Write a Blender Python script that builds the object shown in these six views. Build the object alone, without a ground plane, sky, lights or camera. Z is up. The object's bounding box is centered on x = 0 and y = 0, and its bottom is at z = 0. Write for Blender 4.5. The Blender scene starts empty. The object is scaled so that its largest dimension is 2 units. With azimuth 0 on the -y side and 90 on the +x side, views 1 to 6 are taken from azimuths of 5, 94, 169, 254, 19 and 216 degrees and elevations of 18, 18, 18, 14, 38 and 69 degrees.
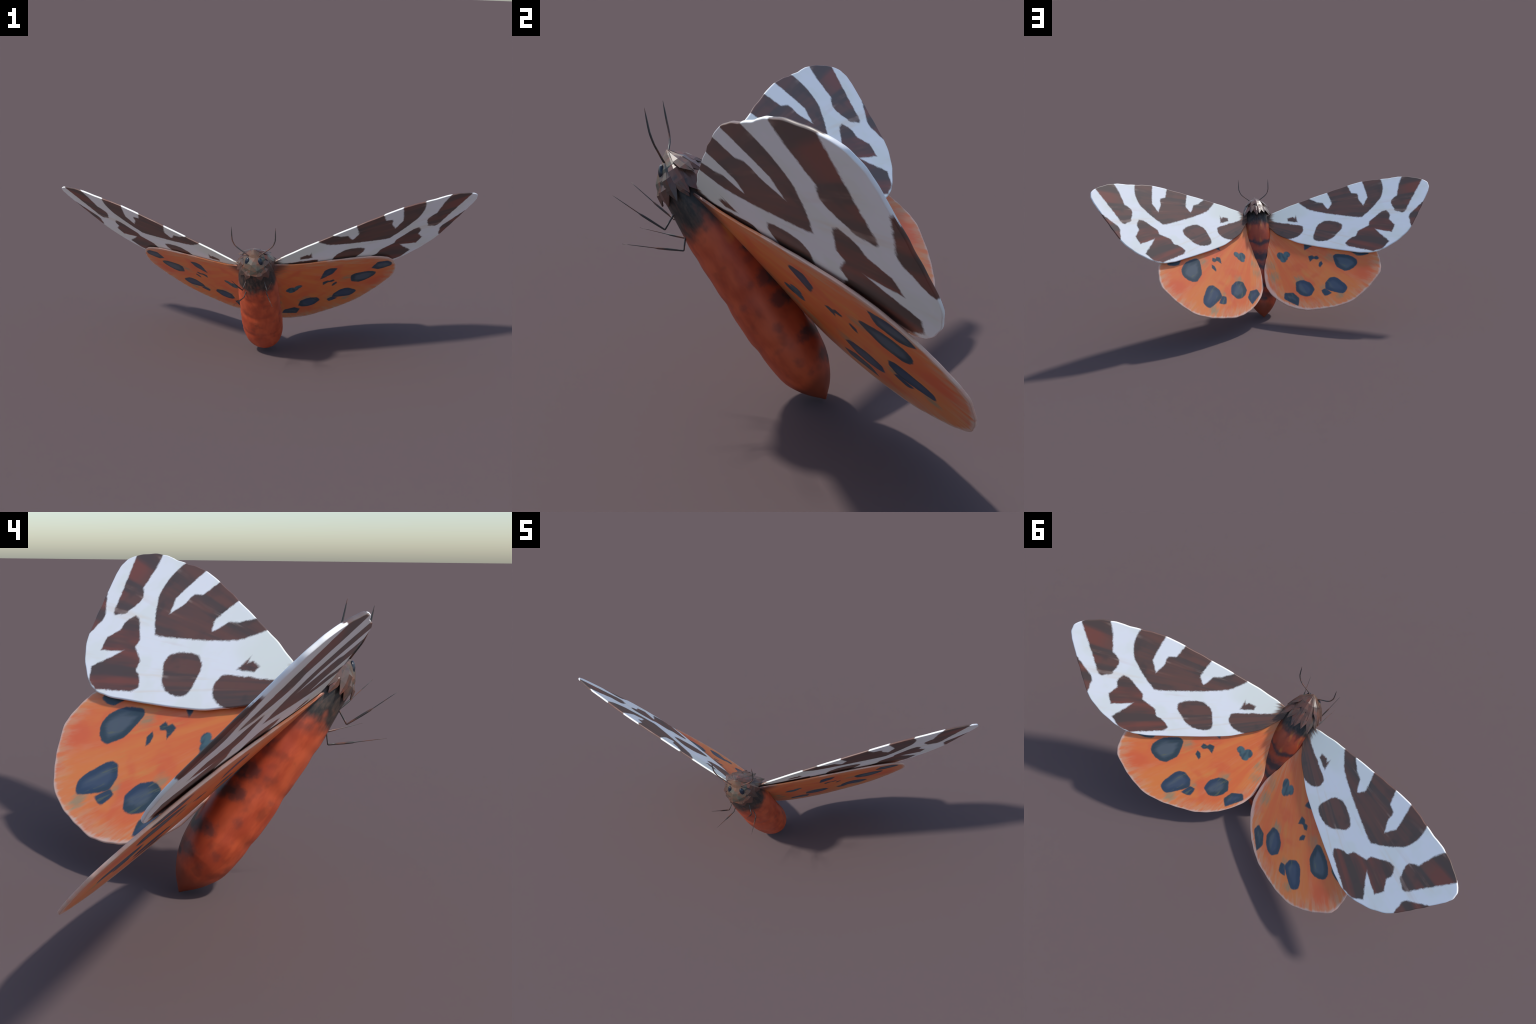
"""A garden tiger moth in flight: one body surface split into thorax and abdomen,
a faceted hood of scale tufts with eyes and antennae, four thin patterned wings, four legs.
Everything is designed in a body frame: x = lateral, y = along the body towards the tail
(tail tip at 0), z = dorsal."""
import bpy, bmesh, math, random
from mathutils import Vector, Matrix
import numpy as np

random.seed(7)
rng = np.random.default_rng(7)
SC = bpy.context.scene.collection

# ---------------------------------------------------------------- hierarchy
LAT = Vector((0.99820, 0.0, 0.06001))
AXIS = Vector((0.04838, 0.59173, -0.80468))
DORS = LAT.cross(AXIS).normalized()
TAIL = Vector((0.037, 0.110, -0.0005))

moth = bpy.data.objects.new("tiger_moth", None)
SC.objects.link(moth)
moth.empty_display_size = 0.1
frame = Matrix((LAT, AXIS, DORS)).transposed().to_4x4()
frame.translation = TAIL
moth.matrix_world = frame
moth["label"] = "moth with zebra forewings and spotted orange hindwings"
moth["category"] = "moth"


def add(name, mesh, parent=moth, matrix=None):
    o = bpy.data.objects.new(name, mesh)
    SC.objects.link(o)
    o.parent = parent
    if matrix is not None:
        o.matrix_basis = matrix
    return o


# ---------------------------------------------------------------- node helper
class Nodes:
    def __init__(self, name):
        self.mat = bpy.data.materials.new(name)
        self.mat.use_nodes = True
        self.t = self.mat.node_tree
        self.bsdf = self.t.nodes["Principled BSDF"]
        self.out = self.t.nodes["Material Output"]

    def put(self, sock, v):
        if isinstance(v, bpy.types.NodeSocket):
            self.t.links.new(v, sock)
        elif isinstance(v, (tuple, list)) and len(v) == 3 and sock.type == "RGBA":
            sock.default_value = (*v, 1)
        else:
            sock.default_value = v

    def math(self, op, a, b=0.0, c=0.0):
        n = self.t.nodes.new("ShaderNodeMath")
        n.operation = op
        for s, v in zip(n.inputs, (a, b, c)):
            self.put(s, v)
        return n.outputs[0]

    def vec(self, op, a, b=(0, 0, 0)):
        n = self.t.nodes.new("ShaderNodeVectorMath")
        n.operation = op
        self.put(n.inputs[0], a)
        if op == "SCALE":
            self.put(n.inputs["Scale"], b)
        else:
            self.put(n.inputs[1], b)
        return n.outputs["Value"] if op in ("DOT_PRODUCT", "LENGTH", "DISTANCE") else n.outputs[0]

    def object_coords(self):
        return self.t.nodes.new("ShaderNodeTexCoord").outputs["Object"]

    def split(self, v):
        n = self.t.nodes.new("ShaderNodeSeparateXYZ")
        self.put(n.inputs[0], v)
        return n.outputs[0], n.outputs[1], n.outputs[2]

    def join(self, x, y, z):
        n = self.t.nodes.new("ShaderNodeCombineXYZ")
        for s, v in zip(n.inputs, (x, y, z)):
            self.put(s, v)
        return n.outputs[0]

    def noise(self, v, scale, detail=3.0, rough=0.5, color=False):
        n = self.t.nodes.new("ShaderNodeTexNoise")
        self.put(n.inputs["Vector"], v)
        n.inputs["Scale"].default_value = scale
        n.inputs["Detail"].default_value = detail
        n.inputs["Roughness"].default_value = rough
        return n.outputs["Color" if color else "Fac"]

    def ramp(self, v, lo, hi, a=0.0, b=1.0, smooth=True):
        n = self.t.nodes.new("ShaderNodeMapRange")
        n.interpolation_type = "SMOOTHSTEP" if smooth else "LINEAR"
        self.put(n.inputs["Value"], v)
        for k, x in zip(("From Min", "From Max", "To Min", "To Max"), (lo, hi, a, b)):
            self.put(n.inputs[k], x)
        return n.outputs[0]

    def mix(self, f, a, b, kind="MIX"):
        n = self.t.nodes.new("ShaderNodeMix")
        n.data_type = "RGBA"
        n.blend_type = kind
        self.put(n.inputs[0], f)
        self.put(n.inputs[6], a)
        self.put(n.inputs[7], b)
        return n.outputs[2]

    def mixf(self, f, a, b):
        n = self.t.nodes.new("ShaderNodeMix")
        n.data_type = "FLOAT"
        self.put(n.inputs[0], f)
        self.put(n.inputs[2], a)
        self.put(n.inputs[3], b)
        return n.outputs[0]

    def random(self):
        return self.t.nodes.new("ShaderNodeObjectInfo").outputs["Random"]

    def convex(self, pq1, pts, soft=0.008):
        """Signed distance to a rounded convex blotch; pq1 = (p, q, 1)."""
        pts = hull(pts)
        f = None
        for a, b in zip(pts, pts[1:] + pts[:1]):
            e = (b - a).normalized()
            n = Vector((e.y, -e.x))
            d = self.vec("DOT_PRODUCT", pq1, (n.x, n.y, -n.dot(a)))
            f = d if f is None else self.math("SMOOTH_MAX", f, d, soft)
        return f

    def union(self, fs):
        f = fs[0]
        for g in fs[1:]:
            f = self.math("SMOOTH_MIN", f, g, 0.006)
        return f

    def finish(self, color, rough=0.5, spec=0.5, bump=None, bump_strength=0.2, bump_distance=0.003):
        self.put(self.bsdf.inputs["Base Color"], color)
        self.put(self.bsdf.inputs["Roughness"], rough)
        self.put(self.bsdf.inputs["Specular IOR Level"], spec)
        if bump is not None:
            n = self.t.nodes.new("ShaderNodeBump")
            n.inputs["Strength"].default_value = bump_strength
            n.inputs["Distance"].default_value = bump_distance
            self.put(n.inputs["Height"], bump)
            self.put(self.bsdf.inputs["Normal"], n.outputs[0])
        return self.mat


def hull(pts):
    """Convex hull, counter-clockwise."""
    pts = sorted(set(pts))
    half = []
    for seq in (pts, pts[::-1]):
        h = []
        for p in seq:
            while len(h) > 1 and (h[-1][0] - h[-2][0]) * (p[1] - h[-2][1]) - (h[-1][1] - h[-2][1]) * (p[0] - h[-2][0]) <= 0:
                h.pop()
            h.append(p)
        half += h[:-1]
    return [Vector(p) for p in half]


# ---------------------------------------------------------------- curves helper
def catmull(pts, per, closed=False):
    pts = [np.array(p, float) for p in pts]
    n = len(pts)
    out = []
    for i in range(n if closed else n - 1):
        if closed:
            p0, p1, p2, p3 = (pts[(i + k) % n] for k in (-1, 0, 1, 2))
        else:
            p0, p1, p2, p3 = pts[max(i - 1, 0)], pts[i], pts[i + 1], pts[min(i + 2, n - 1)]
        for k in range(per):
            t = k / per
            out.append(0.5 * (2 * p1 + (p2 - p0) * t + (2 * p0 - 5 * p1 + 4 * p2 - p3) * t * t + (3 * p1 - p0 - 3 * p2 + p3) * t ** 3))
    if not closed:
        out.append(pts[-1])
    return np.array(out)


def tube(name, pts, radii, sides=10, per=6, smooth_path=True):
    """A tapered limb along control points, radii interpolated alike."""
    data = np.array([(*p, r) for p, r in zip(pts, radii)])
    if smooth_path:
        data = catmull(data, per)
    else:
        rows = []
        for a, b in zip(data, data[1:]):
            rows += [a + (b - a) * k / per for k in range(per)]
        data = np.array(rows + [data[-1]])
    bm = bmesh.new()
    rings, side = [], Vector((0.3, 0.2, 0.9))
    for i, row in enumerate(data):
        c = Vector(row[:3])
        t = Vector(data[min(i + 1, len(data) - 1)][:3] - data[max(i - 1, 0)][:3]).normalized()
        u = (side - t * side.dot(t)).normalized()
        w = t.cross(u)
        side = u
        r = max(row[3], 0.0003)
        rings.append([bm.verts.new(c + (u * math.cos(a) + w * math.sin(a)) * r) for a in (2 * math.pi * k / sides for k in range(sides))])
    for a, b in zip(rings, rings[1:]):
        for k in range(sides):
            bm.faces.new((a[k], a[(k + 1) % sides], b[(k + 1) % sides], b[k]))
    bm.faces.new(rings[0][::-1])
    bm.faces.new(rings[-1])
    me = bpy.data.meshes.new(name)
    bm.to_mesh(me)
    bm.free()
    me.polygons.foreach_set("use_smooth", [True] * len(me.polygons))
    return me


# ================================================================ BODY
# station along the axis, ventral z, dorsal z, half width
BODY = [(-0.735, -0.012, 0.050, 0.030), (-0.715, -0.034, 0.068, 0.050), (-0.69, -0.045, 0.078, 0.062), (-0.65, -0.048, 0.090, 0.074),
        (-0.60, -0.054, 0.099, 0.083), (-0.55, -0.061, 0.105, 0.089), (-0.50, -0.065, 0.105, 0.093), (-0.44, -0.067, 0.099, 0.095),
        (-0.38, -0.069, 0.094, 0.096), (-0.32, -0.073, 0.091, 0.098), (-0.25, -0.0745, 0.090, 0.099), (-0.19, -0.072, 0.0895, 0.098),
        (-0.14, -0.069, 0.084, 0.092), (-0.10, -0.063, 0.074, 0.080), (-0.065, -0.047, 0.058, 0.062), (-0.035, -0.027, 0.038, 0.039),
        (-0.012, -0.009, 0.016, 0.015), (0.0, -0.001, 0.004, 0.002)]
SPLIT = -0.575


def body_profile(n):
    tab = catmull(BODY, 24)
    s = np.linspace(0, 1, n)
    s = BODY[0][0] + (0.0 - BODY[0][0]) * (1 - (1 - s) ** 1.12)
    s[np.argmin(abs(s - SPLIT))] = SPLIT
    return [(x, *(np.interp(x, tab[:, 0], tab[:, k]) for k in (1, 2, 3))) for x in s]


def build_body():
    M, N = 72, 150
    bm = bmesh.new()
    rings = []
    for s, v, d, w in body_profile(N):
        c, h = (v + d) / 2, (d - v) / 2
        ring = []
        env = math.exp(-((s + 0.33) / 0.26) ** 4)
        crease = sum(math.exp(-((s - q) / 0.018) ** 2) for q in (-0.505, -0.368, -0.217)) * env
        ripple = 0.5 + 0.5 * math.cos(2 * math.pi * s / 0.072)
        for k in range(M):
            a = 2 * math.pi * k / M
            ca, sa = math.cos(a), math.sin(a)
            e = 0.97 if ca > 0 and s < -0.12 else 1.0
            x = math.copysign(abs(sa) ** e, sa) * w
            z = c + math.copysign(abs(ca) ** e, ca) * h
            lump = 0.0004 * math.sin(3 * a + 31 * s) * math.sin(43 * s + 2 * a) + 0.0003 * math.sin(5 * a - 49 * s)
            k_r = 1 - (0.0022 * crease * (0.4 - 0.6 * ca) + 0.0005 * ripple * env) / max(h, 0.02) + lump * env / max(h, 0.02)
            ring.append(bm.verts.new((x * k_r + 0.004 * max(0.0, 1 + s / 0.12), s, c + (z - c) * k_r)))
        rings.append(ring)
    for a, b in zip(rings, rings[1:]):
        for k in range(M):
            bm.faces.new((a[k], a[(k + 1) % M], b[(k + 1) % M], b[k]))
    bm.faces.new(rings[0])
    bm.faces.new(rings[-1][::-1])
    bmesh.ops.recalc_face_normals(bm, faces=bm.faces)
    bm.normal_update()
    normals = {tuple(round(c, 6) for c in v.co): v.normal.copy() for v in bm.verts}
    parts = {"thorax": lambda y: y < SPLIT, "abdomen": lambda y: y >= SPLIT}
    made = []
    for name, keep in parts.items():
        b2 = bm.copy()
        bmesh.ops.delete(b2, geom=[f for f in b2.faces if not keep(f.calc_center_median().y)], context="FACES")
        me = bpy.data.meshes.new(name)
        b2.to_mesh(me)
        b2.free()
        me.polygons.foreach_set("use_smooth", [True] * len(me.polygons))
        me.normals_split_custom_set_from_vertices([normals[tuple(round(c, 6) for c in v.co)] for v in me.vertices])
        made.append(add(name, me))
    bm.free()
    return made


def body_material():
    N = Nodes("moth_body_fuzz")
    P = N.object_coords()
    x, s, z = N.split(P)
    ax = N.math("ABSOLUTE", x)
    stretched = N.vec("MULTIPLY", P, (1, 0.35, 1))
    big = N.noise(stretched, 13, 2, 0.5)
    streak = N.noise(stretched, 34, 4, 0.6)
    fine = N.noise(stretched, 90, 3, 0.6)
    col = N.mix(N.ramp(streak, 0.34, 0.68), (0.45, 0.060, 0.019), (0.58, 0.092, 0.029))
    col = N.mix(N.ramp(big, 0.48, 0.68, 0, 0.6), col, (0.65, 0.122, 0.043))
    # dull smudges low on the sides and belly
    smudge = N.ramp(N.noise(N.vec("ADD", P, (3, 7, 1)), 21, 2, 0.5), 0.52, 0.72)
    col = N.mix(N.math("MULTIPLY", smudge, 0.42), col, (0.17, 0.034, 0.018))
    # redder, darker back
    back = N.ramp(N.math("ADD", z, N.math("MULTIPLY", N.math("SUBTRACT", big, 0.5), 0.06)), 0.035, 0.075)
    col = N.mix(N.math("MULTIPLY", back, 0.5), col, (0.24, 0.034, 0.014))
    # golden flashes beside the thorax
    flash = N.math("MULTIPLY", N.ramp(N.noise(stretched, 21, 2, 0.5), 0.55, 0.66), N.math("MULTIPLY", N.ramp(s, -0.40, -0.47), N.ramp(z, 0.03, 0.06)))
    col = N.mix(N.math("MULTIPLY", flash, 0.5), col, (0.66, 0.22, 0.03))
    # dark bands across the back, pointed at the rear
    wob = N.math("MULTIPLY", N.math("SUBTRACT", N.noise(P, 34, 2, 0.5), 0.5), 0.045)
    sw = N.math("ADD", N.math("ADD", s, N.math("MULTIPLY", ax, 0.35)), wob)
    bands = None
    for centre, half in ((-0.445, 0.012), (-0.355, 0.024), (-0.292, 0.018), (-0.180, 0.017), (-0.095, 0.015)):
        b = N.ramp(N.math("ABSOLUTE", N.math("SUBTRACT", sw, centre)), half + 0.013, half - 0.012)
        bands = b if bands is None else N.math("MAXIMUM", bands, b)
    bands = N.math("MULTIPLY", bands, N.ramp(N.math("ADD", z, wob), 0.060, 0.078))
    # blotches along the flanks
    flat = N.join(0.0, s, z)
    spots = None
    ragged = N.math("MULTIPLY", N.math("SUBTRACT", N.noise(P, 55, 3, 0.6), 0.5), 0.03)
    for cs, cz, r in ((-0.446, 0.067, 0.012), (-0.385, 0.075, 0.022), (-0.388, 0.034, 0.009), (-0.316, 0.073, 0.022), (-0.199, 0.073, 0.018), (-0.152, 0.021, 0.011),
                      (-0.258, 0.029, 0.010), (-0.122, 0.074, 0.015), (-0.107, 0.031, 0.008), (-0.345, -0.015, 0.009)):
        m = N.ramp(N.math("ADD", N.vec("DISTANCE", flat, (0, cs, cz)), ragged), r + 0.010, r - 0.010, 0.0, 1.0 if r > 0.012 else 0.5)
        spots = m if spots is None else N.math("MAXIMUM", spots, m)
    dark = N.mix(fine, (0.018, 0.016, 0.026), (0.045, 0.04, 0.045))
    col = N.mix(N.math("MULTIPLY", N.math("MAXIMUM", bands, N.math("MULTIPLY", spots, 0.75)), 0.90), col, dark)
    # brown tail cone
    col = N.mix(N.ramp(N.math("ADD", s, N.math("MULTIPLY", big, 0.08)), -0.055, -0.02, 0, 0.75), col, (0.17, 0.032, 0.014))
    # dark furry thorax: its border runs further back on the belly's sides and the back
    edge = N.math("ADD", s, N.math("MULTIPLY", N.math("SUBTRACT", streak, 0.5), 0.06))
    edge = N.math("ADD", edge, N.math("MULTIPLY", N.math("SUBTRACT", N.noise(P, 17, 2, 0.5), 0.5), 0.12))
    tmask = N.ramp(edge, -0.535, -0.605)
    tcol = N.mix(N.ramp(fine, 0.35, 0.7), (0.022, 0.019, 0.018), (0.075, 0.050, 0.038))
    tcol = N.mix(N.ramp(N.noise(stretched, 45, 3, 0.6), 0.56, 0.70, 0, 0.55), tcol, (0.15, 0.042, 0.024))
    col = N.mix(tmask, col, tcol)
    hair = N.noise(N.vec("MULTIPLY", P, (1, 0.2, 1)), 130, 2, 0.5)
    return N.finish(col, 0.5, 0.5, hair, 0.04, 0.002)


fuzz = body_material()
for part in build_body():
    part.data.materials.append(fuzz)

# ================================================================ WINGS
FORE_EDGE = [(0.045, -0.046), (0.092, -0.054), (0.153, -0.067), (0.231, -0.079), (0.302, -0.086), (0.385, -0.093), (0.488, -0.101), (0.56, -0.106), (0.652, -0.110),
             (0.72, -0.109), (0.775, -0.100), (0.819, -0.0895), (0.873, -0.078), (0.91, -0.073), (0.948, -0.065), (0.995, -0.048), (1.04, -0.023), (1.071, 0.0), (1.090, 0.021),
             (1.097, 0.044), (1.093, 0.070), (1.080, 0.096), (1.058, 0.128), (1.027, 0.174), (0.998, 0.214), (0.969, 0.254), (0.929, 0.305), (0.889, 0.340), (0.836, 0.370), (0.779, 0.392),
             (0.727, 0.405), (0.689, 0.407), (0.641, 0.398), (0.586, 0.377), (0.487, 0.329), (0.381, 0.275), (0.278, 0.219), (0.205, 0.165), (0.140, 0.108), (0.115, 0.075), (0.092, 0.037),
             (0.073, 0.010), (0.045, -0.015)]
HIND_EDGE = [(0.045, -0.062), (0.096, -0.036), (0.158, 0.013), (0.228, 0.058), (0.305, 0.098), (0.39, 0.141), (0.475, 0.187), (0.559, 0.239), (0.613, 0.278), (0.654, 0.318), (0.683, 0.362),
             (0.700, 0.412), (0.706, 0.450), (0.706, 0.492), (0.700, 0.533), (0.685, 0.563), (0.652, 0.594), (0.605, 0.634), (0.565, 0.659), (0.513, 0.687), (0.468, 0.699), (0.395, 0.703),
             (0.335, 0.698), (0.279, 0.689), (0.238, 0.682), (0.197, 0.666), (0.144, 0.635), (0.110, 0.608), (0.061, 0.555), (0.026, 0.497), (0.012, 0.449), (0.010, 0.387), (0.018, 0.322),
             (0.033, 0.275), (0.048, 0.228), (0.062, 0.160), (0.074, 0.097), (0.070, 0.039), (0.045, -0.01)]


def wing_mesh(name, edge, thick, mirror, warp=lambda p, q: (p, q), per=5):
    line = catmull(edge, per, closed=True)
    # sparse, tiny nicks so that the margin is not a perfect curve
    t = np.gradient(line, axis=0)
    nrm = np.stack([t[:, 1], -t[:, 0]], 1)
    nrm /= np.linalg.norm(nrm, axis=1)[:, None] + 1e-9
    cen = line.mean(0)
    if ((line - cen) * nrm).sum() < 0:
        nrm = -nrm
    u = np.arange(len(line)) / len(line)
    line = line + nrm * (0.0010 * np.sin(2 * np.pi * 31 * u) * np.sin(2 * np.pi * 5 * u))[:, None]
    bm = bmesh.new()
    # inset and height of each loop over the rounded rim, top to bottom
    rim = [(0.0042, 0.0), (0.0024, -0.0003), (0.0009, -0.0011), (0.0002, -0.0024), (0.0, -0.55 * thick),
           (0.0002, 0.0013 - thick), (0.0007, 0.0004 - thick), (0.0020, -thick)]
    loops = []
    for inset, z in rim:
        loop = []
        for p in line - nrm * inset:
            a, b = warp(*p)
            loop.append(bm.verts.new((a, -b if mirror else b, z)))
        loops.append(loop)
    n = len(line)
    for a, b in zip(loops, loops[1:]):
        for k in range(n):
            f = bm.faces.new((a[k], b[k], b[(k + 1) % n], a[(k + 1) % n]))
            f.smooth = True
    for loop in (loops[0], loops[-1]):
        f = bm.faces.new(loop)
        f.smooth = False
    bmesh.ops.triangulate(bm, faces=[f for f in bm.faces if len(f.verts) > 4])
    bmesh.ops.recalc_face_normals(bm, faces=bm.faces)
    me = bpy.data.meshes.new(name)
    bm.to_mesh(me)
    bm.free()
    return me


def wing_frame(n, offset, mirror):
    """Plane of the upper face: n . (s, l, d) = offset; origin on the mid plane at s = -0.6."""
    n = Vector((n[1], n[0], n[2])).normalized()
    out = Vector((-1.0 if mirror else 1.0, 0, 0))
    e1 = (out - n * n.dot(out)).normalized()
    e2 = n.cross(e1)
    origin = Vector((0, -0.6, (offset + 0.6 * n.y) / n.z))
    m = Matrix((e1, e2, n)).transposed().to_4x4()
    m.translation = origin
    return m


def wing_space(N, mirror, thick, top, under):
    """Pattern coordinates of the wing: top and under are (p from p,q,1,pq ; q from the same)."""
    x, y, z = N.split(N.object_coords())
    if mirror:
        y = N.math("MULTIPLY", y, -1.0)
    xy = N.math("MULTIPLY", x, y)
    res = []
    below = N.ramp(z, -0.45 * thick, -0.55 * thick)
    for k in range(2):
        v = []
        for c in (top, under):
            lin = N.vec("DOT_PRODUCT", N.join(x, y, 1.0), tuple(c[k][:3]))
            v.append(N.math("MULTIPLY_ADD", xy, c[k][3], lin))
        res.append(N.mixf(below, v[0], v[1]))
    return res[0], res[1], below


def jitter(N, p, q, amount, scale):
    n = N.noise(N.join(N.math("MULTIPLY", p, 1.0), q, 0.0), scale, 2, 0.6, color=True)
    n2 = N.noise(N.join(p, q, 0.4), scale * 4, 1, 0.5, color=True)
    r, g, _ = N.split(n)
    r2, g2, _ = N.split(n2)
    f = lambda a, b, c: N.math("ADD", a, N.math("ADD", N.math("MULTIPLY", N.math("SUBTRACT", b, 0.5), amount), N.math("MULTIPLY", N.math("SUBTRACT", c, 0.5), amount * 0.45)))
    return N.join(f(p, r, r2), f(q, g, g2), 1.0)


IDENT = ((1, 0, 0, 0), (0, 1, 0, 0))

# blotches of the forewing: rounded convex pieces (p outwards, q tailwards), merged; notches are cut out
TIP_BAND = [[(1.085, -0.02), (0.965, -0.075), (0.929, -0.015), (0.905, 0.05), (0.955, 0.145), (0.984, 0.102), (1.032, 0.034), (1.062, 0.012)],
            [(0.929, -0.015), (0.890, 0.085), (0.858, 0.165), (0.899, 0.199), (0.92, 0.193), (0.947, 0.158), (0.975, 0.115)],
            [(0.896, 0.066), (0.857, 0.089), (0.849, 0.107), (0.856, 0.146), (0.875, 0.185), (0.905, 0.17), (0.915, 0.10)]]
MARGIN_MARK = [[(1.055, 0.149), (0.981, 0.199), (0.943, 0.22), (0.93, 0.236), (0.928, 0.305), (0.955, 0.33), (1.06, 0.189)]]
FORK_MARK = [[(0.824, -0.12), (0.831, -0.023), (0.822, 0.011), (0.802, 0.05), (0.752, 0.094), (0.703, 0.13), (0.657, 0.153), (0.597, 0.127), (0.412, 0.029), (0.353, -0.009),
              (0.332, -0.035), (0.293, -0.093), (0.436, -0.14), (0.651, -0.15), (0.732, -0.15)]]
FORK_NOTCH = [[(0.712, -0.125), (0.721, -0.033), (0.714, -0.008), (0.634, -0.043), (0.632, -0.067), (0.621, -0.101), (0.625, -0.16), (0.696, -0.16)],
              [(0.721, -0.024), (0.722, 0.023), (0.687, 0.070), (0.668, 0.024), (0.668, -0.03), (0.690, -0.05)],
              [(0.480, -0.110), (0.499, -0.04), (0.499, -0.001), (0.447, -0.03), (0.411, -0.052), (0.372, -0.088), (0.36, -0.15), (0.474, -0.15)],
              [(0.501, -0.015), (0.488, 0.011), (0.471, 0.023), (0.46, 0.005), (0.445, -0.035)]]
HOOK_MARK = [[(0.828, 0.185), (0.812, 0.151), (0.781, 0.152), (0.7, 0.194), (0.696, 0.234), (0.805, 0.25)],
             [(0.839, 0.267), (0.816, 0.223), (0.755, 0.19), (0.699, 0.198), (0.686, 0.229), (0.725, 0.264), (0.812, 0.311)],
             [(0.737, 0.292), (0.711, 0.238), (0.686, 0.222), (0.618, 0.241), (0.661, 0.317)],
             [(0.783, 0.368), (0.737, 0.29), (0.656, 0.23), (0.615, 0.242), (0.597, 0.278), (0.603, 0.355), (0.676, 0.406), (0.736, 0.403)],
             [(0.608, 0.264), (0.556, 0.278), (0.527, 0.298), (0.539, 0.323), (0.635, 0.381), (0.679, 0.376)]]
MID_SPOT = [[(0.535, 0.163), (0.513, 0.136), (0.469, 0.111), (0.432, 0.101), (0.385, 0.119), (0.345, 0.192), (0.348, 0.216), (0.364, 0.23), (0.412, 0.246), (0.457, 0.242), (0.508, 0.209), (0.528, 0.195)]]
SMALL_MARK = [[(0.271, 0.056), (0.267, 0.006), (0.245, 0.042)], [(0.259, 0.051), (0.26, 0.024), (0.248, 0.008), (0.212, 0.008), (0.212, 0.030)]]
ROOT_MARK = [[(0.3, 0.115), (0.293, 0.088), (0.228, 0.055), (0.164, 0.024), (0.03, -0.045), (0.03, -0.005), (0.111, 0.085), (0.15, 0.138), (0.194, 0.161), (0.226, 0.165), (0.263, 0.159), (0.287, 0.142)]]


def fore_material(name, mirror, thick, top, under):
    N = Nodes(name)
    p, q, below = wing_space(N, mirror, thick, top, under)
    pq = jitter(N, p, q, 0.011, 55)
    blot = lambda shapes, soft=0.008: N.union([N.convex(pq, s, soft) for s in shapes])
    fork = blot(FORK_MARK, 0.012)
    for s in FORK_NOTCH:
        fork = N.math("SMOOTH_MAX", fork, N.math("MULTIPLY", N.convex(pq, s, 0.004), -1.0), 0.004)
    hook = blot(HOOK_MARK, 0.004)
    marks = [blot(TIP_BAND), blot(MARGIN_MARK), fork, blot(MID_SPOT, 0.012), blot(SMALL_MARK, 0.002), blot(ROOT_MARK, 0.012)]
    f = hook
    for m in marks:
        f = N.math("MINIMUM", f, m)
    mask = N.ramp(f, 0.0045, -0.0045)
    # streaks run from the root outwards
    ang = N.math("ARCTAN2", N.math("ADD", q, 0.11), N.math("ADD", p, 0.10))
    rad = N.vec("LENGTH", N.join(p, q, 0.0))
    flow = N.join(N.math("MULTIPLY", ang, 1.0), N.math("MULTIPLY", rad, 0.10), 0.0)
    st1 = N.noise(flow, 15, 3, 0.5)
    st2 = N.noise(N.vec("ADD", flow, (4.1, 2.3, 0)), 27, 3, 0.5)
    cloud = N.noise(N.join(p, q, 0.0), 7, 3, 0.5)
    white = N.mix(N.ramp(cloud, 0.44, 0.60), (0.98, 0.975, 0.985), (0.94, 0.95, 0.91))
    white = N.mix(N.math("MULTIPLY", N.ramp(N.math("ADD", p, N.math("MULTIPLY", cloud, 0.12)), 0.46, 0.32), N.ramp(q, 0.06, 0.0)), white, (0.91, 0.93, 0.85))
    tint = N.math("MULTIPLY", N.ramp(st2, 0.52, 0.72), N.ramp(q, 0.02, 0.12))
    white = N.mix(N.math("MULTIPLY", tint, 0.45), white, N.mix(N.ramp(st1, 0.4, 0.6), (0.92, 0.79, 0.63), (0.88, 0.77, 0.73)))
    # warm fringe near the rear margin
    brown = N.mix(N.ramp(st1, 0.38, 0.60), (0.104, 0.070, 0.059), (0.170, 0.078, 0.058))
    brown = N.mix(N.ramp(st2, 0.56, 0.78, 0, 0.5), brown, (0.205, 0.076, 0.049))
    brown = N.mix(N.ramp(cloud, 0.54, 0.66, 0, 0.6), brown, (0.070, 0.058, 0.051))
    red = N.mix(N.ramp(st1, 0.42, 0.58), (0.100, 0.063, 0.052), (0.240, 0.070, 0.047))
    red = N.mix(N.ramp(st2, 0.55, 0.75, 0, 0.5), red, (0.23, 0.085, 0.046))
    redz = N.math("MAXIMUM", N.ramp(hook, 0.006, -0.006), N.ramp(p, 0.90, 0.99))
    brown = N.mix(N.math("MULTIPLY", redz, 0.8), brown, red)
    # pale hair line lifting out of the spots
    col = N.mix(mask, white, brown)
    line = N.math("MULTIPLY", N.ramp(st2, 0.62, 0.72), N.ramp(f, -0.002, -0.03, 0.45, 0.05))
    col = N.mix(N.math("MULTIPLY", line, mask), col, (0.45, 0.36, 0.30))
    # brown hair at the root
    hairs = N.noise(N.join(N.math("MULTIPLY", ang, 26.0), N.math("MULTIPLY", rad, 5.0), 0.0), 1.0, 3, 0.6)
    root = N.ramp(N.math("ADD", p, N.math("MULTIPLY", N.math("SUBTRACT", hairs, 0.5), -0.09)), 0.135, 0.105)
    col = N.mix(N.math("MULTIPLY", root, 0.95), col, N.mix(N.ramp(hairs, 0.35, 0.65), (0.075, 0.040, 0.030), (0.24, 0.105, 0.058)))
    grain = N.noise(flow, 160, 2, 0.5)
    return N.finish(col, 0.42, 0.5, grain, 0.03, 0.002)


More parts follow.
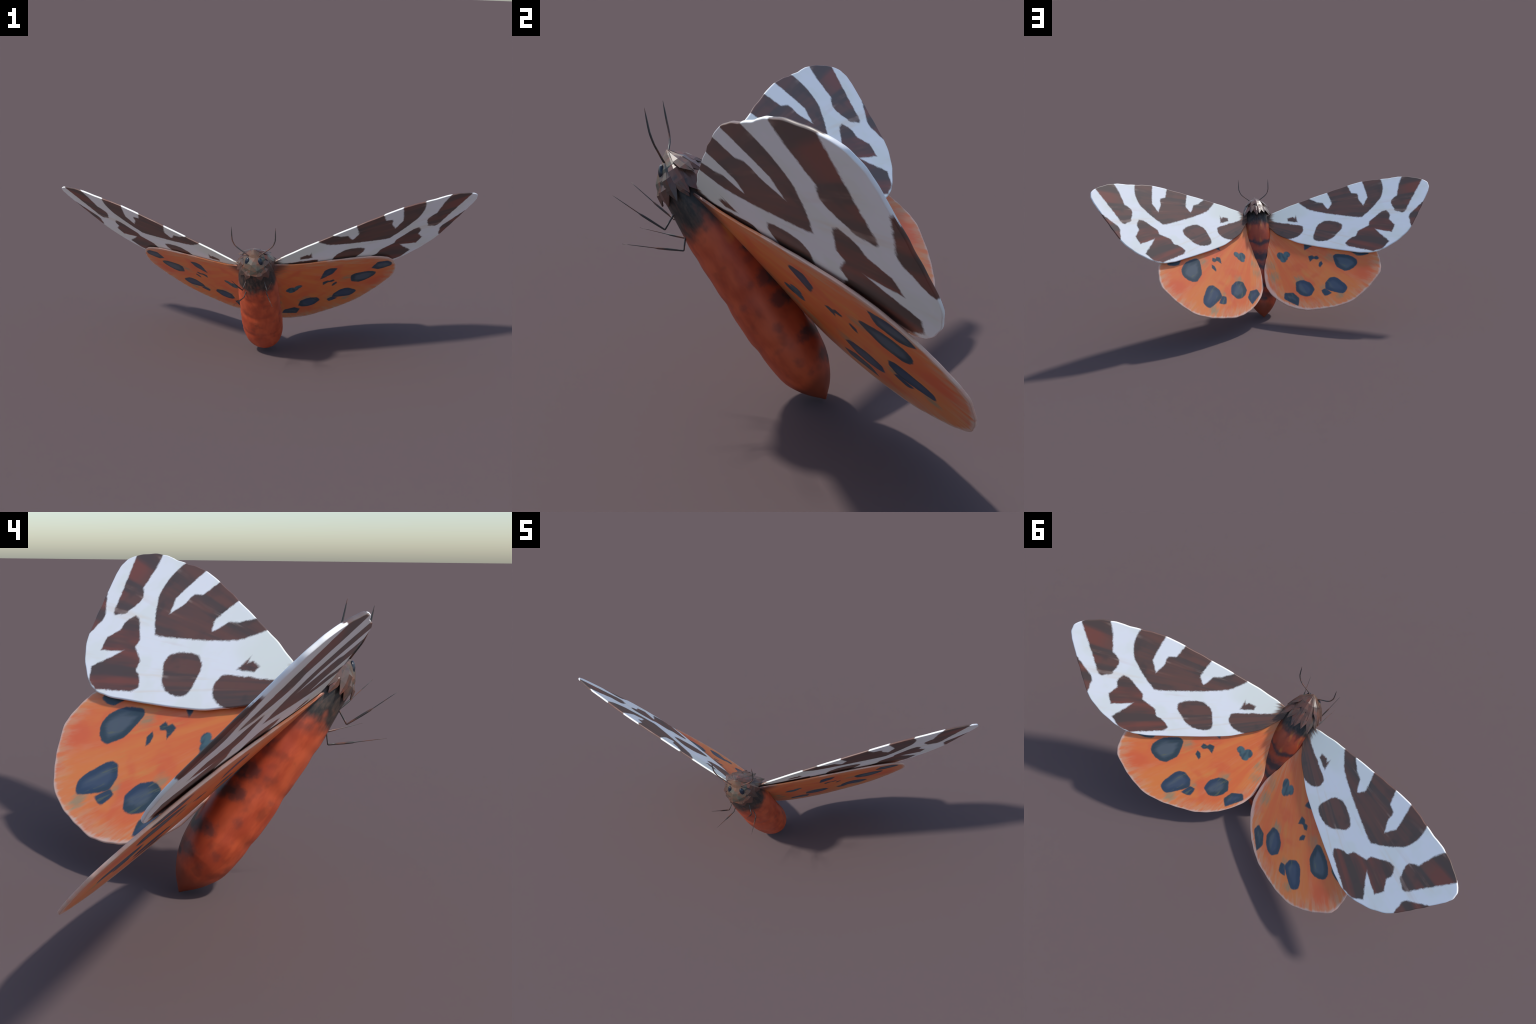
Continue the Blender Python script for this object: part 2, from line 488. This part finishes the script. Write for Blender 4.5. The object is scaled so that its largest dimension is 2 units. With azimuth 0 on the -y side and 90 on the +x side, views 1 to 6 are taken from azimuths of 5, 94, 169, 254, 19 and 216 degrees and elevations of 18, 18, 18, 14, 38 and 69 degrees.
# spots of the hindwing
HIND_SPOTS = {
    "big": [[(0.563, 0.421), (0.542, 0.38), (0.511, 0.353), (0.459, 0.330), (0.437, 0.337), (0.431, 0.362), (0.429, 0.432), (0.467, 0.486), (0.499, 0.492), (0.54, 0.477), (0.561, 0.454)]],
    "front": [[(0.544, 0.335), (0.583, 0.275), (0.635, 0.31), (0.655, 0.37), (0.648, 0.408), (0.608, 0.409), (0.577, 0.397)]],
    "double": [[(0.438, 0.619), (0.439, 0.593), (0.417, 0.537), (0.4, 0.503), (0.362, 0.490), (0.322, 0.514), (0.307, 0.556), (0.329, 0.586), (0.394, 0.643), (0.417, 0.641)],
               [(0.337, 0.605), (0.329, 0.586), (0.309, 0.551), (0.278, 0.555), (0.285, 0.601), (0.311, 0.608)]],
    "round": [[(0.246, 0.53), (0.240, 0.476), (0.198, 0.436), (0.158, 0.434), (0.142, 0.457), (0.132, 0.487), (0.15, 0.527), (0.179, 0.551), (0.208, 0.558)]],
    "inner": [[(0.134, 0.538), (0.111, 0.489), (0.059, 0.470), (0.041, 0.5), (0.072, 0.537), (0.107, 0.580)]],
    "tiny": [[(0.353, 0.328), (0.349, 0.306), (0.329, 0.307), (0.316, 0.318), (0.337, 0.335)], [(0.332, 0.317), (0.321, 0.295), (0.296, 0.295), (0.289, 0.336), (0.317, 0.322)],
             [(0.359, 0.377), (0.358, 0.353), (0.339, 0.360), (0.329, 0.384), (0.333, 0.397)]],
    "lead": [[(0.287, 0.250), (0.3247, 0.150), (0.356, 0.141), (0.388, 0.171), (0.356, 0.225)]],
}
HEART_SPOT = [(0.178, 0.253, 0.019), (0.139, 0.257, 0.024), (0.158, 0.270, 0.018), (0.142, 0.281, 0.018)]  # lobes: p, q, radius
HIND_HULL = [HIND_EDGE[i] for i in (1, 3, 5, 7, 9, 11, 13, 15, 17, 19, 21, 24, 26, 28, 30, 31)] + [(0.01, 0.30), (0.045, 0.10)]


def hind_material(name, mirror, thick, top, under):
    N = Nodes(name)
    x, y, _ = N.split(N.object_coords())
    if mirror:
        y = N.math("MULTIPLY", y, -1.0)
    rim = N.math("MULTIPLY", N.convex(N.join(x, y, 1.0), HIND_HULL, 0.01), -1.0)
    p, q, below = wing_space(N, mirror, thick, top, under)
    pq = jitter(N, p, q, 0.007, 60)
    navy_f = N.union([N.convex(pq, s, 0.013) for k, v in HIND_SPOTS.items() if k != "tiny" for s in v])
    tiny_f = N.union([N.convex(pq, s, 0.003) for s in HIND_SPOTS["tiny"]])
    navy_f = N.math("MINIMUM", navy_f, tiny_f)
    lobes = N.vec("MULTIPLY", pq, (1, 1, 0))
    heart_f = N.union([N.math("SUBTRACT", N.vec("DISTANCE", lobes, (a, b, 0)), r) for a, b, r in HEART_SPOT])
    # streaks fan out from the root
    ang = N.math("ARCTAN2", N.math("ADD", y, 0.10), N.math("ADD", x, 0.03))
    rad = N.vec("LENGTH", N.join(N.math("ADD", x, -0.03), N.math("ADD", y, 0.05), 0.0))
    flow = N.join(ang, N.math("MULTIPLY", rad, 0.22), 0.0)
    st1 = N.noise(flow, 9, 4, 0.55)
    st2 = N.noise(N.vec("ADD", flow, (3.7, 1.9, 0)), 19, 4, 0.6)
    st3 = N.noise(N.vec("ADD", flow, (8.7, 5.9, 0)), 42, 3, 0.6)
    cloud = N.noise(N.join(x, y, 0.0), 6, 3, 0.5)
    col = N.mix(N.ramp(st1, 0.38, 0.62), (0.86, 0.182, 0.052), (0.87, 0.240, 0.058))
    col = N.mix(N.ramp(cloud, 0.48, 0.64, 0, 0.75), col, (0.82, 0.140, 0.050))
    col = N.mix(N.ramp(st2, 0.52, 0.74, 0, 0.6), col, (0.86, 0.260, 0.115))
    col = N.mix(N.ramp(st2, 0.44, 0.28, 0, 0.55), col, (0.76, 0.32, 0.080))
    # pale and greenish margin, ragged along the streaks
    ragged = N.math("MULTIPLY", N.math("SUBTRACT", st3, 0.5), 0.15)
    m1 = N.ramp(N.math("ADD", rim, ragged), 0.085, -0.02)
    fringe = N.mix(N.ramp(st2, 0.38, 0.62), (0.80, 0.37, 0.22), (0.66, 0.44, 0.25))
    fringe = N.mix(N.ramp(st3, 0.42, 0.62), fringe, (0.84, 0.28, 0.12))
    col = N.mix(N.math("MULTIPLY", m1, 0.6), col, fringe)
    col = N.mix(N.ramp(N.math("ADD", rim, N.math("MULTIPLY", ragged, 0.2)), 0.013, 0.0, 0, 0.6), col, (0.78, 0.62, 0.54))
    # green-grey flares on the root side of the spots and along the inner margin
    flares = None
    for cp, cq, r in ((0.415, 0.345, 0.032), (0.18, 0.43, 0.032), (0.375, 0.65, 0.03), (0.045, 0.36, 0.030), (0.055, 0.30, 0.028), (0.30, 0.54, 0.02)):
        d = N.ramp(N.math("ADD", N.vec("DISTANCE", N.join(p, q, 0.0), (cp, cq, 0.0)), N.math("MULTIPLY", ragged, 0.45)), r + 0.012, r - 0.022)
        flares = d if flares is None else N.math("MAXIMUM", flares, d)
    col = N.mix(N.math("MULTIPLY", N.math("MULTIPLY", flares, N.ramp(st2, 0.35, 0.55, 0.35, 1.0)), 0.7), col, (0.30, 0.29, 0.17))
    # spots: slate with a lighter heart and thin light ray along the streaks
    heart = N.math("ADD", N.ramp(navy_f, -0.004, -0.045), N.math("MULTIPLY", N.math("SUBTRACT", st2, 0.5), 1.6))
    slate = N.mix(N.ramp(heart, 0.05, 0.85), (0.038, 0.062, 0.082), (0.098, 0.122, 0.148))
    slate = N.mix(N.ramp(st1, 0.50, 0.62, 0, 0.55), slate, (0.036, 0.062, 0.135))
    slate = N.mix(N.ramp(st3, 0.58, 0.66, 0, 0.5), slate, (0.16, 0.17, 0.09))
    slate = N.mix(N.ramp(navy_f, -0.010, 0.0, 0, 0.35), slate, (0.040, 0.075, 0.092))
    col = N.mix(N.ramp(navy_f, 0.0035, -0.0035), col, slate)
    wav = N.noise(N.join(p, N.math("MULTIPLY", q, 0.4), 0.0), 55, 1, 0.5)
    teal = N.mix(N.ramp(wav, 0.35, 0.65), (0.050, 0.090, 0.115), (0.085, 0.155, 0.175))
    col = N.mix(N.ramp(heart_f, 0.0035, -0.0035), col, teal)
    # dark hair at the root
    root = N.ramp(N.math("ADD", rad, N.math("MULTIPLY", N.math("SUBTRACT", st3, 0.5), 0.10)), 0.17, 0.07)
    col = N.mix(N.math("MULTIPLY", root, N.mixf(below, 0.35, 0.85)), col, (0.10, 0.028, 0.020))
    grain = N.noise(flow, 120, 2, 0.5)
    return N.finish(col, 0.45, 0.5, grain, 0.06, 0.002)


FT, HT = 0.0078, 0.0075
R_FORE_UNDER = ((1, 0, 0.005, 0), (0, 1, 0.010, 0))
L_FORE = ((0.9898, -0.0087, 0.0157, 0), (0.0097, 0.9992, -0.0176, 0))
L_FORE_UNDER = ((0.9898, -0.0087, 0.0207, 0), (0.0097, 0.9992, -0.0076, 0))
HIND_UNDER = ((0.974, -0.158, 0.0386, 0.0455), (-0.3086, 0.935, 0.0115, 0.7366))
L_HIND = ((0.9862, -0.2599, 0.0862, 0.1103), (-0.335, 0.7252, 0.0659, 0.9436))

shift = lambda p, q: (1.0103 * p + 0.0088 * q - 0.0180, -0.0036 * p + 1.0007 * q + 0.0168)
slide = lambda p, q: (p, q + 0.0015)
narrow = lambda p, q: (p - 0.003 - 0.007 * max(0.0, 1 - p / 0.3), q + 0.002)
WINGS = [
    ("forewing", FORE_EDGE, FT, False, slide, (-0.16322, -0.39261, 0.90511), 0.13521, fore_material("forewing_scales", False, FT, IDENT, R_FORE_UNDER)),
    ("forewing", FORE_EDGE, FT, True, shift, (-0.21931, 0.4225, 0.87942), 0.16005, fore_material("forewing_scales_mirrored", True, FT, L_FORE, L_FORE_UNDER)),
    ("hindwing", HIND_EDGE, HT, False, None, (-0.15895, -0.38915, 0.90736), 0.12039, hind_material("hindwing_scales", False, HT, IDENT, HIND_UNDER)),
    ("hindwing", HIND_EDGE, HT, True, narrow, (-0.21310, 0.42066, 0.88183), 0.14748, hind_material("hindwing_scales_mirrored", True, HT, L_HIND, HIND_UNDER)),
]
for name, edge, thick, mirror, warp, n, off, mat in WINGS:
    w = add(name, wing_mesh(name, edge, thick, mirror, warp or (lambda p, q: (p, q))), moth, wing_frame(n, off, mirror))
    # wing_frame gives e2 = n x e1, which points tailwards on one side and headwards on the other
    w.data.materials.append(mat)

# ================================================================ HEAD
HOOD = [(-0.779, 0.033, 0.0005, 0.0005, 0.0005), (-0.768, 0.030, 0.013, 0.014, 0.014), (-0.757, 0.028, 0.025, 0.025, 0.029), (-0.742, 0.025, 0.043, 0.047, 0.048),
        (-0.722, 0.024, 0.056, 0.063, 0.060), (-0.700, 0.024, 0.066, 0.076, 0.070), (-0.670, 0.026, 0.077, 0.083, 0.081), (-0.640, 0.028, 0.087, 0.088, 0.090)]


ROLL = 0.035  # head and limbs are tipped a little to the right


def hood_point(s, ang, lift=0.0):
    """Point on the conical hood; ang 0 = back, 90 = right side, 180 = throat (degrees)."""
    tab = np.array(HOOD)
    c, up, down, wide = (np.interp(s, tab[:, 0], tab[:, k]) for k in (1, 2, 3, 4))
    a = math.radians(ang)
    ca, sa = math.cos(a), math.sin(a)
    e = 1.0 if ca > 0 else 1.12
    x = math.copysign(abs(sa) ** e, sa) * (wide + lift)
    z = c + math.copysign(abs(ca) ** e, ca) * ((up if ca > 0 else down) + lift)
    return Vector((x, s, z - ROLL * x))


def tuft_material():
    N = Nodes("brown_scale_tufts")
    P = N.object_coords()
    r = N.random()
    v = N.vec("ADD", P, N.vec("SCALE", (1.0, 0.7, 0.4), N.math("MULTIPLY", r, 5.0)))
    a = N.noise(N.vec("MULTIPLY", v, (1, 0.5, 1)), 22, 3, 0.6)
    b = N.noise(N.vec("ADD", v, (3, 1, 2)), 30, 3, 0.55)
    col = N.mix(N.ramp(a, 0.36, 0.64), (0.080, 0.053, 0.041), (0.138, 0.057, 0.039))
    col = N.mix(N.ramp(b, 0.54, 0.70, 0, 0.8), col, (0.17, 0.050, 0.029))
    col = N.mix(N.ramp(b, 0.42, 0.30, 0, 0.7), col, (0.036, 0.034, 0.034))
    col = N.mix(N.math("MULTIPLY", r, 0.35), col, (0.066, 0.037, 0.031))
    return N.finish(col, 0.33, 0.55)


tufts = tuft_material()


def face_material():
    N = Nodes("brown_face")
    P = N.object_coords()
    a = N.noise(P, 26, 3, 0.55)
    b = N.noise(N.vec("ADD", P, (3, 1, 2)), 38, 3, 0.55)
    col = N.mix(N.ramp(a, 0.36, 0.64), (0.066, 0.066, 0.052), (0.135, 0.070, 0.045))
    col = N.mix(N.ramp(b, 0.55, 0.70, 0, 0.75), col, (0.18, 0.058, 0.032))
    _, s, z = N.split(P)
    col = N.mix(N.ramp(s, -0.700, -0.690, 0, 0.8), col, (0.03, 0.024, 0.022))
    return N.finish(col, 0.45, 0.5)


def build_head():
    M = 12
    bm = bmesh.new()
    rings = []
    fr = np.random.default_rng(21)
    for row in HOOD[:6] + [(-0.6945, 0, 0, 0, 0), (-0.700, 0, 0, 0, 0)]:
        s = row[0]
        lift = -0.020 if len(rings) == 7 else 0.0005
        rings.append([bm.verts.new(hood_point(s, 360.0 * (k + 0.5) / M + fr.uniform(-5, 5), lift + (fr.uniform(-0.0035, 0.002) if 1 < len(rings) < 7 else 0.0))) for k in range(M)])
    for a, b in zip(rings, rings[1:]):
        for k in range(M):
            bm.faces.new((a[k], a[(k + 1) % M], b[(k + 1) % M], b[k]))
    bm.faces.new(rings[0])
    bm.faces.new(rings[-1])
    bmesh.ops.triangulate(bm, faces=bm.faces)
    bmesh.ops.recalc_face_normals(bm, faces=bm.faces)
    me = bpy.data.meshes.new("head")
    bm.to_mesh(me)
    bm.free()
    return me


head = add("head", build_head())
head.data.materials.append(face_material())


def flap_mesh(name, ang, half, root, tip, lift, bend=0.0, thick=0.0022, sink=0.0050):
    """A stiff pointed blade of fused scales: ridge down the middle, waist two thirds down."""
    rows = [(0.0, 0.45), (0.35, 0.98), (0.64, 0.80), (1.0, 0.03)]
    top = []
    for t, w in rows:
        s = root + (tip - root) * t
        up = -sink + (sink + 0.0015) * min(1.0, t / 0.3) + lift * t ** 1.6
        line = []
        for k, side in enumerate((-1, 0, 1)):
            ridge = 0.0035 * (1 - t * 0.6) if side == 0 else -0.0010
            line.append(hood_point(s, ang + side * half * w + bend * t, up + ridge))
        top.append(line)
    bm = bmesh.new()
    up_v = [[bm.verts.new(p) for p in line] for line in top]
    lo_v = []
    for i, line in enumerate(top):
        s = root + (tip - root) * rows[i][0]
        c = Vector((0, s, 0.026))
        lo_v.append([bm.verts.new(p - (p - c).normalized() * thick) for p in line])
    n = len(rows)
    for i in range(n - 1):
        for k in range(2):
            bm.faces.new((up_v[i][k], up_v[i][k + 1], up_v[i + 1][k + 1], up_v[i + 1][k]))
            bm.faces.new((lo_v[i][k + 1], lo_v[i][k], lo_v[i + 1][k], lo_v[i + 1][k + 1]))
        for k in (0, 2):
            bm.faces.new((up_v[i][k], up_v[i + 1][k], lo_v[i + 1][k], lo_v[i][k]))
    for k in range(2):
        bm.faces.new((up_v[0][k + 1], up_v[0][k], lo_v[0][k], lo_v[0][k + 1]))
        bm.faces.new((up_v[-1][k], up_v[-1][k + 1], lo_v[-1][k + 1], lo_v[-1][k]))
    bmesh.ops.recalc_face_normals(bm, faces=bm.faces)
    me = bpy.data.meshes.new(name)
    bm.to_mesh(me)
    bm.free()
    me.materials.append(tufts)
    return me


# upper tier over the crown and cheeks, lower tier showing below it: angle, half width, root, tip, lift
# each tuft: angle, half width, root, tip, lift
UPPER = [(0, 20, -0.776, -0.692, 0.002), (29, 20, -0.774, -0.680, 0.004), (54, 18, -0.770, -0.697, 0.020), (77, 19, -0.768, -0.664, 0.005), (103, 18, -0.752, -0.661, 0.001),
         (128, 16, -0.722, -0.661, 0.001), (153, 14, -0.712, -0.668, 0.000)]
LOWER = [(5, 15, -0.730, -0.630, 0.010), (24, 14, -0.728, -0.642, 0.014), (45, 14, -0.725, -0.629, 0.022), (65, 13, -0.722, -0.645, 0.012), (87, 13, -0.720, -0.656, 0.003)]
for tier, scale in ((LOWER, -0.003), (UPPER, 0.001)):
    for ang, half, root, tip, lift in tier:
        for side in ((1,) if ang == 0 else (1, -1)):
            j = rng.uniform(-1, 1, 4)
            me = flap_mesh("scale_tuft", side * (ang + 2.5 * j[0]), half * (1 + 0.10 * j[1]), root, tip + 0.006 * j[2], lift + scale + 0.003 * j[3], side * 2.0 * j[0], sink=0.0008 if tier is UPPER and ang < 60 else 0.005)
            add("scale_tuft", me, head)

# ---- eyes
N = Nodes("black_eye")
eye_mat = N.finish((0.010, 0.016, 0.028), 0.28, 0.5)


def eye(side):
    bm = bmesh.new()
    bmesh.ops.create_uvsphere(bm, u_segments=28, v_segments=18, radius=1.0)
    along = Vector((side * 0.24, 0.80, -0.55)).normalized()
    out = Vector((side * 0.45, -0.72, -0.53))
    out = (out - along * out.dot(along)).normalized()
    across = along.cross(out)
    m = Matrix((along * 0.0180, across * 0.0105, out * 0.0075)).transposed().to_4x4()
    m.translation = Vector((side * 0.0290, -0.7415, -0.0015 - ROLL * side * 0.029))
    bmesh.ops.transform(bm, matrix=m, verts=bm.verts)
    bmesh.ops.recalc_face_normals(bm, faces=bm.faces)
    me = bpy.data.meshes.new("eye")
    bm.to_mesh(me)
    bm.free()
    me.polygons.foreach_set("use_smooth", [True] * len(me.polygons))
    me.materials.append(eye_mat)
    add("eye", me, head)


# ---- antennae and legs
N = Nodes("dark_horn")
P = N.object_coords()
g = N.noise(P, 28, 3, 0.6)
horn = N.finish(N.mix(N.ramp(g, 0.42, 0.62), (0.048, 0.044, 0.042), (0.15, 0.062, 0.042)), 0.42, 0.5)

ANT = [(0.0235, -0.757, 0.0165), (0.0345, -0.7675, 0.0205), (0.052, -0.779, 0.027), (0.067, -0.7885, 0.0325), (0.083, -0.804, 0.039), (0.0925, -0.825, 0.047), (0.0945, -0.840, 0.053),
       (0.095, -0.865, 0.0645), (0.0953, -0.888, 0.0755)]
ANT_R = [0.0027, 0.0027, 0.0026, 0.0026, 0.0026, 0.0027, 0.0026, 0.0020, 0.0003]
FRONT_LEG = [(0.037, -0.640, -0.028), (0.0415, -0.636, -0.036), (0.0555, -0.6175, -0.0725), (0.0705, -0.6845, -0.096), (0.086, -0.761, -0.120)]
REAR_LEG = [(0.036, -0.580, -0.036), (0.0445, -0.572, -0.044), (0.056, -0.5475, -0.064), (0.0695, -0.592, -0.113), (0.086, -0.650, -0.174)]
LEG_R = [0.0024, 0.0022, 0.0022, 0.0030, 0.0007]


def leg_mesh(name, pts):
    """Stiff jointed limb: thin femur, a tibia that swells to its joint, a wire-thin foot."""
    rad = [LEG_R[0], LEG_R[1], LEG_R[2], 0.0022, 0.0031, 0.0028, 0.0013, 0.0011, 0.0005]
    v = [Vector(p) for p in pts]
    path = [v[0], v[1], v[2] + (v[1] - v[2]).normalized() * 0.0012, v[2] + (v[3] - v[2]).normalized() * 0.0012, v[2].lerp(v[3], 0.62), v[2].lerp(v[3], 0.95), v[3].lerp(v[4], 0.06), v[3].lerp(v[4], 0.5), v[4]]
    return tube(name, path, rad, 8, 2, smooth_path=False)


for side in (1, -1):
    flip = lambda pts: [(side * p[0] + 0.005 * max(0.0, -0.74 - p[1]) / 0.14, p[1], p[2] - ROLL * side * p[0]) for p in pts]
    eye(side)
    me = tube("antenna", flip(ANT), ANT_R, 10, 6)
    me.materials.append(horn)
    add("antenna", me, head)
    for pts in (FRONT_LEG, REAR_LEG):
        me = leg_mesh("leg", flip(pts))
        me.materials.append(horn)
        add("leg", me)
bpy.context.view_layer.update()
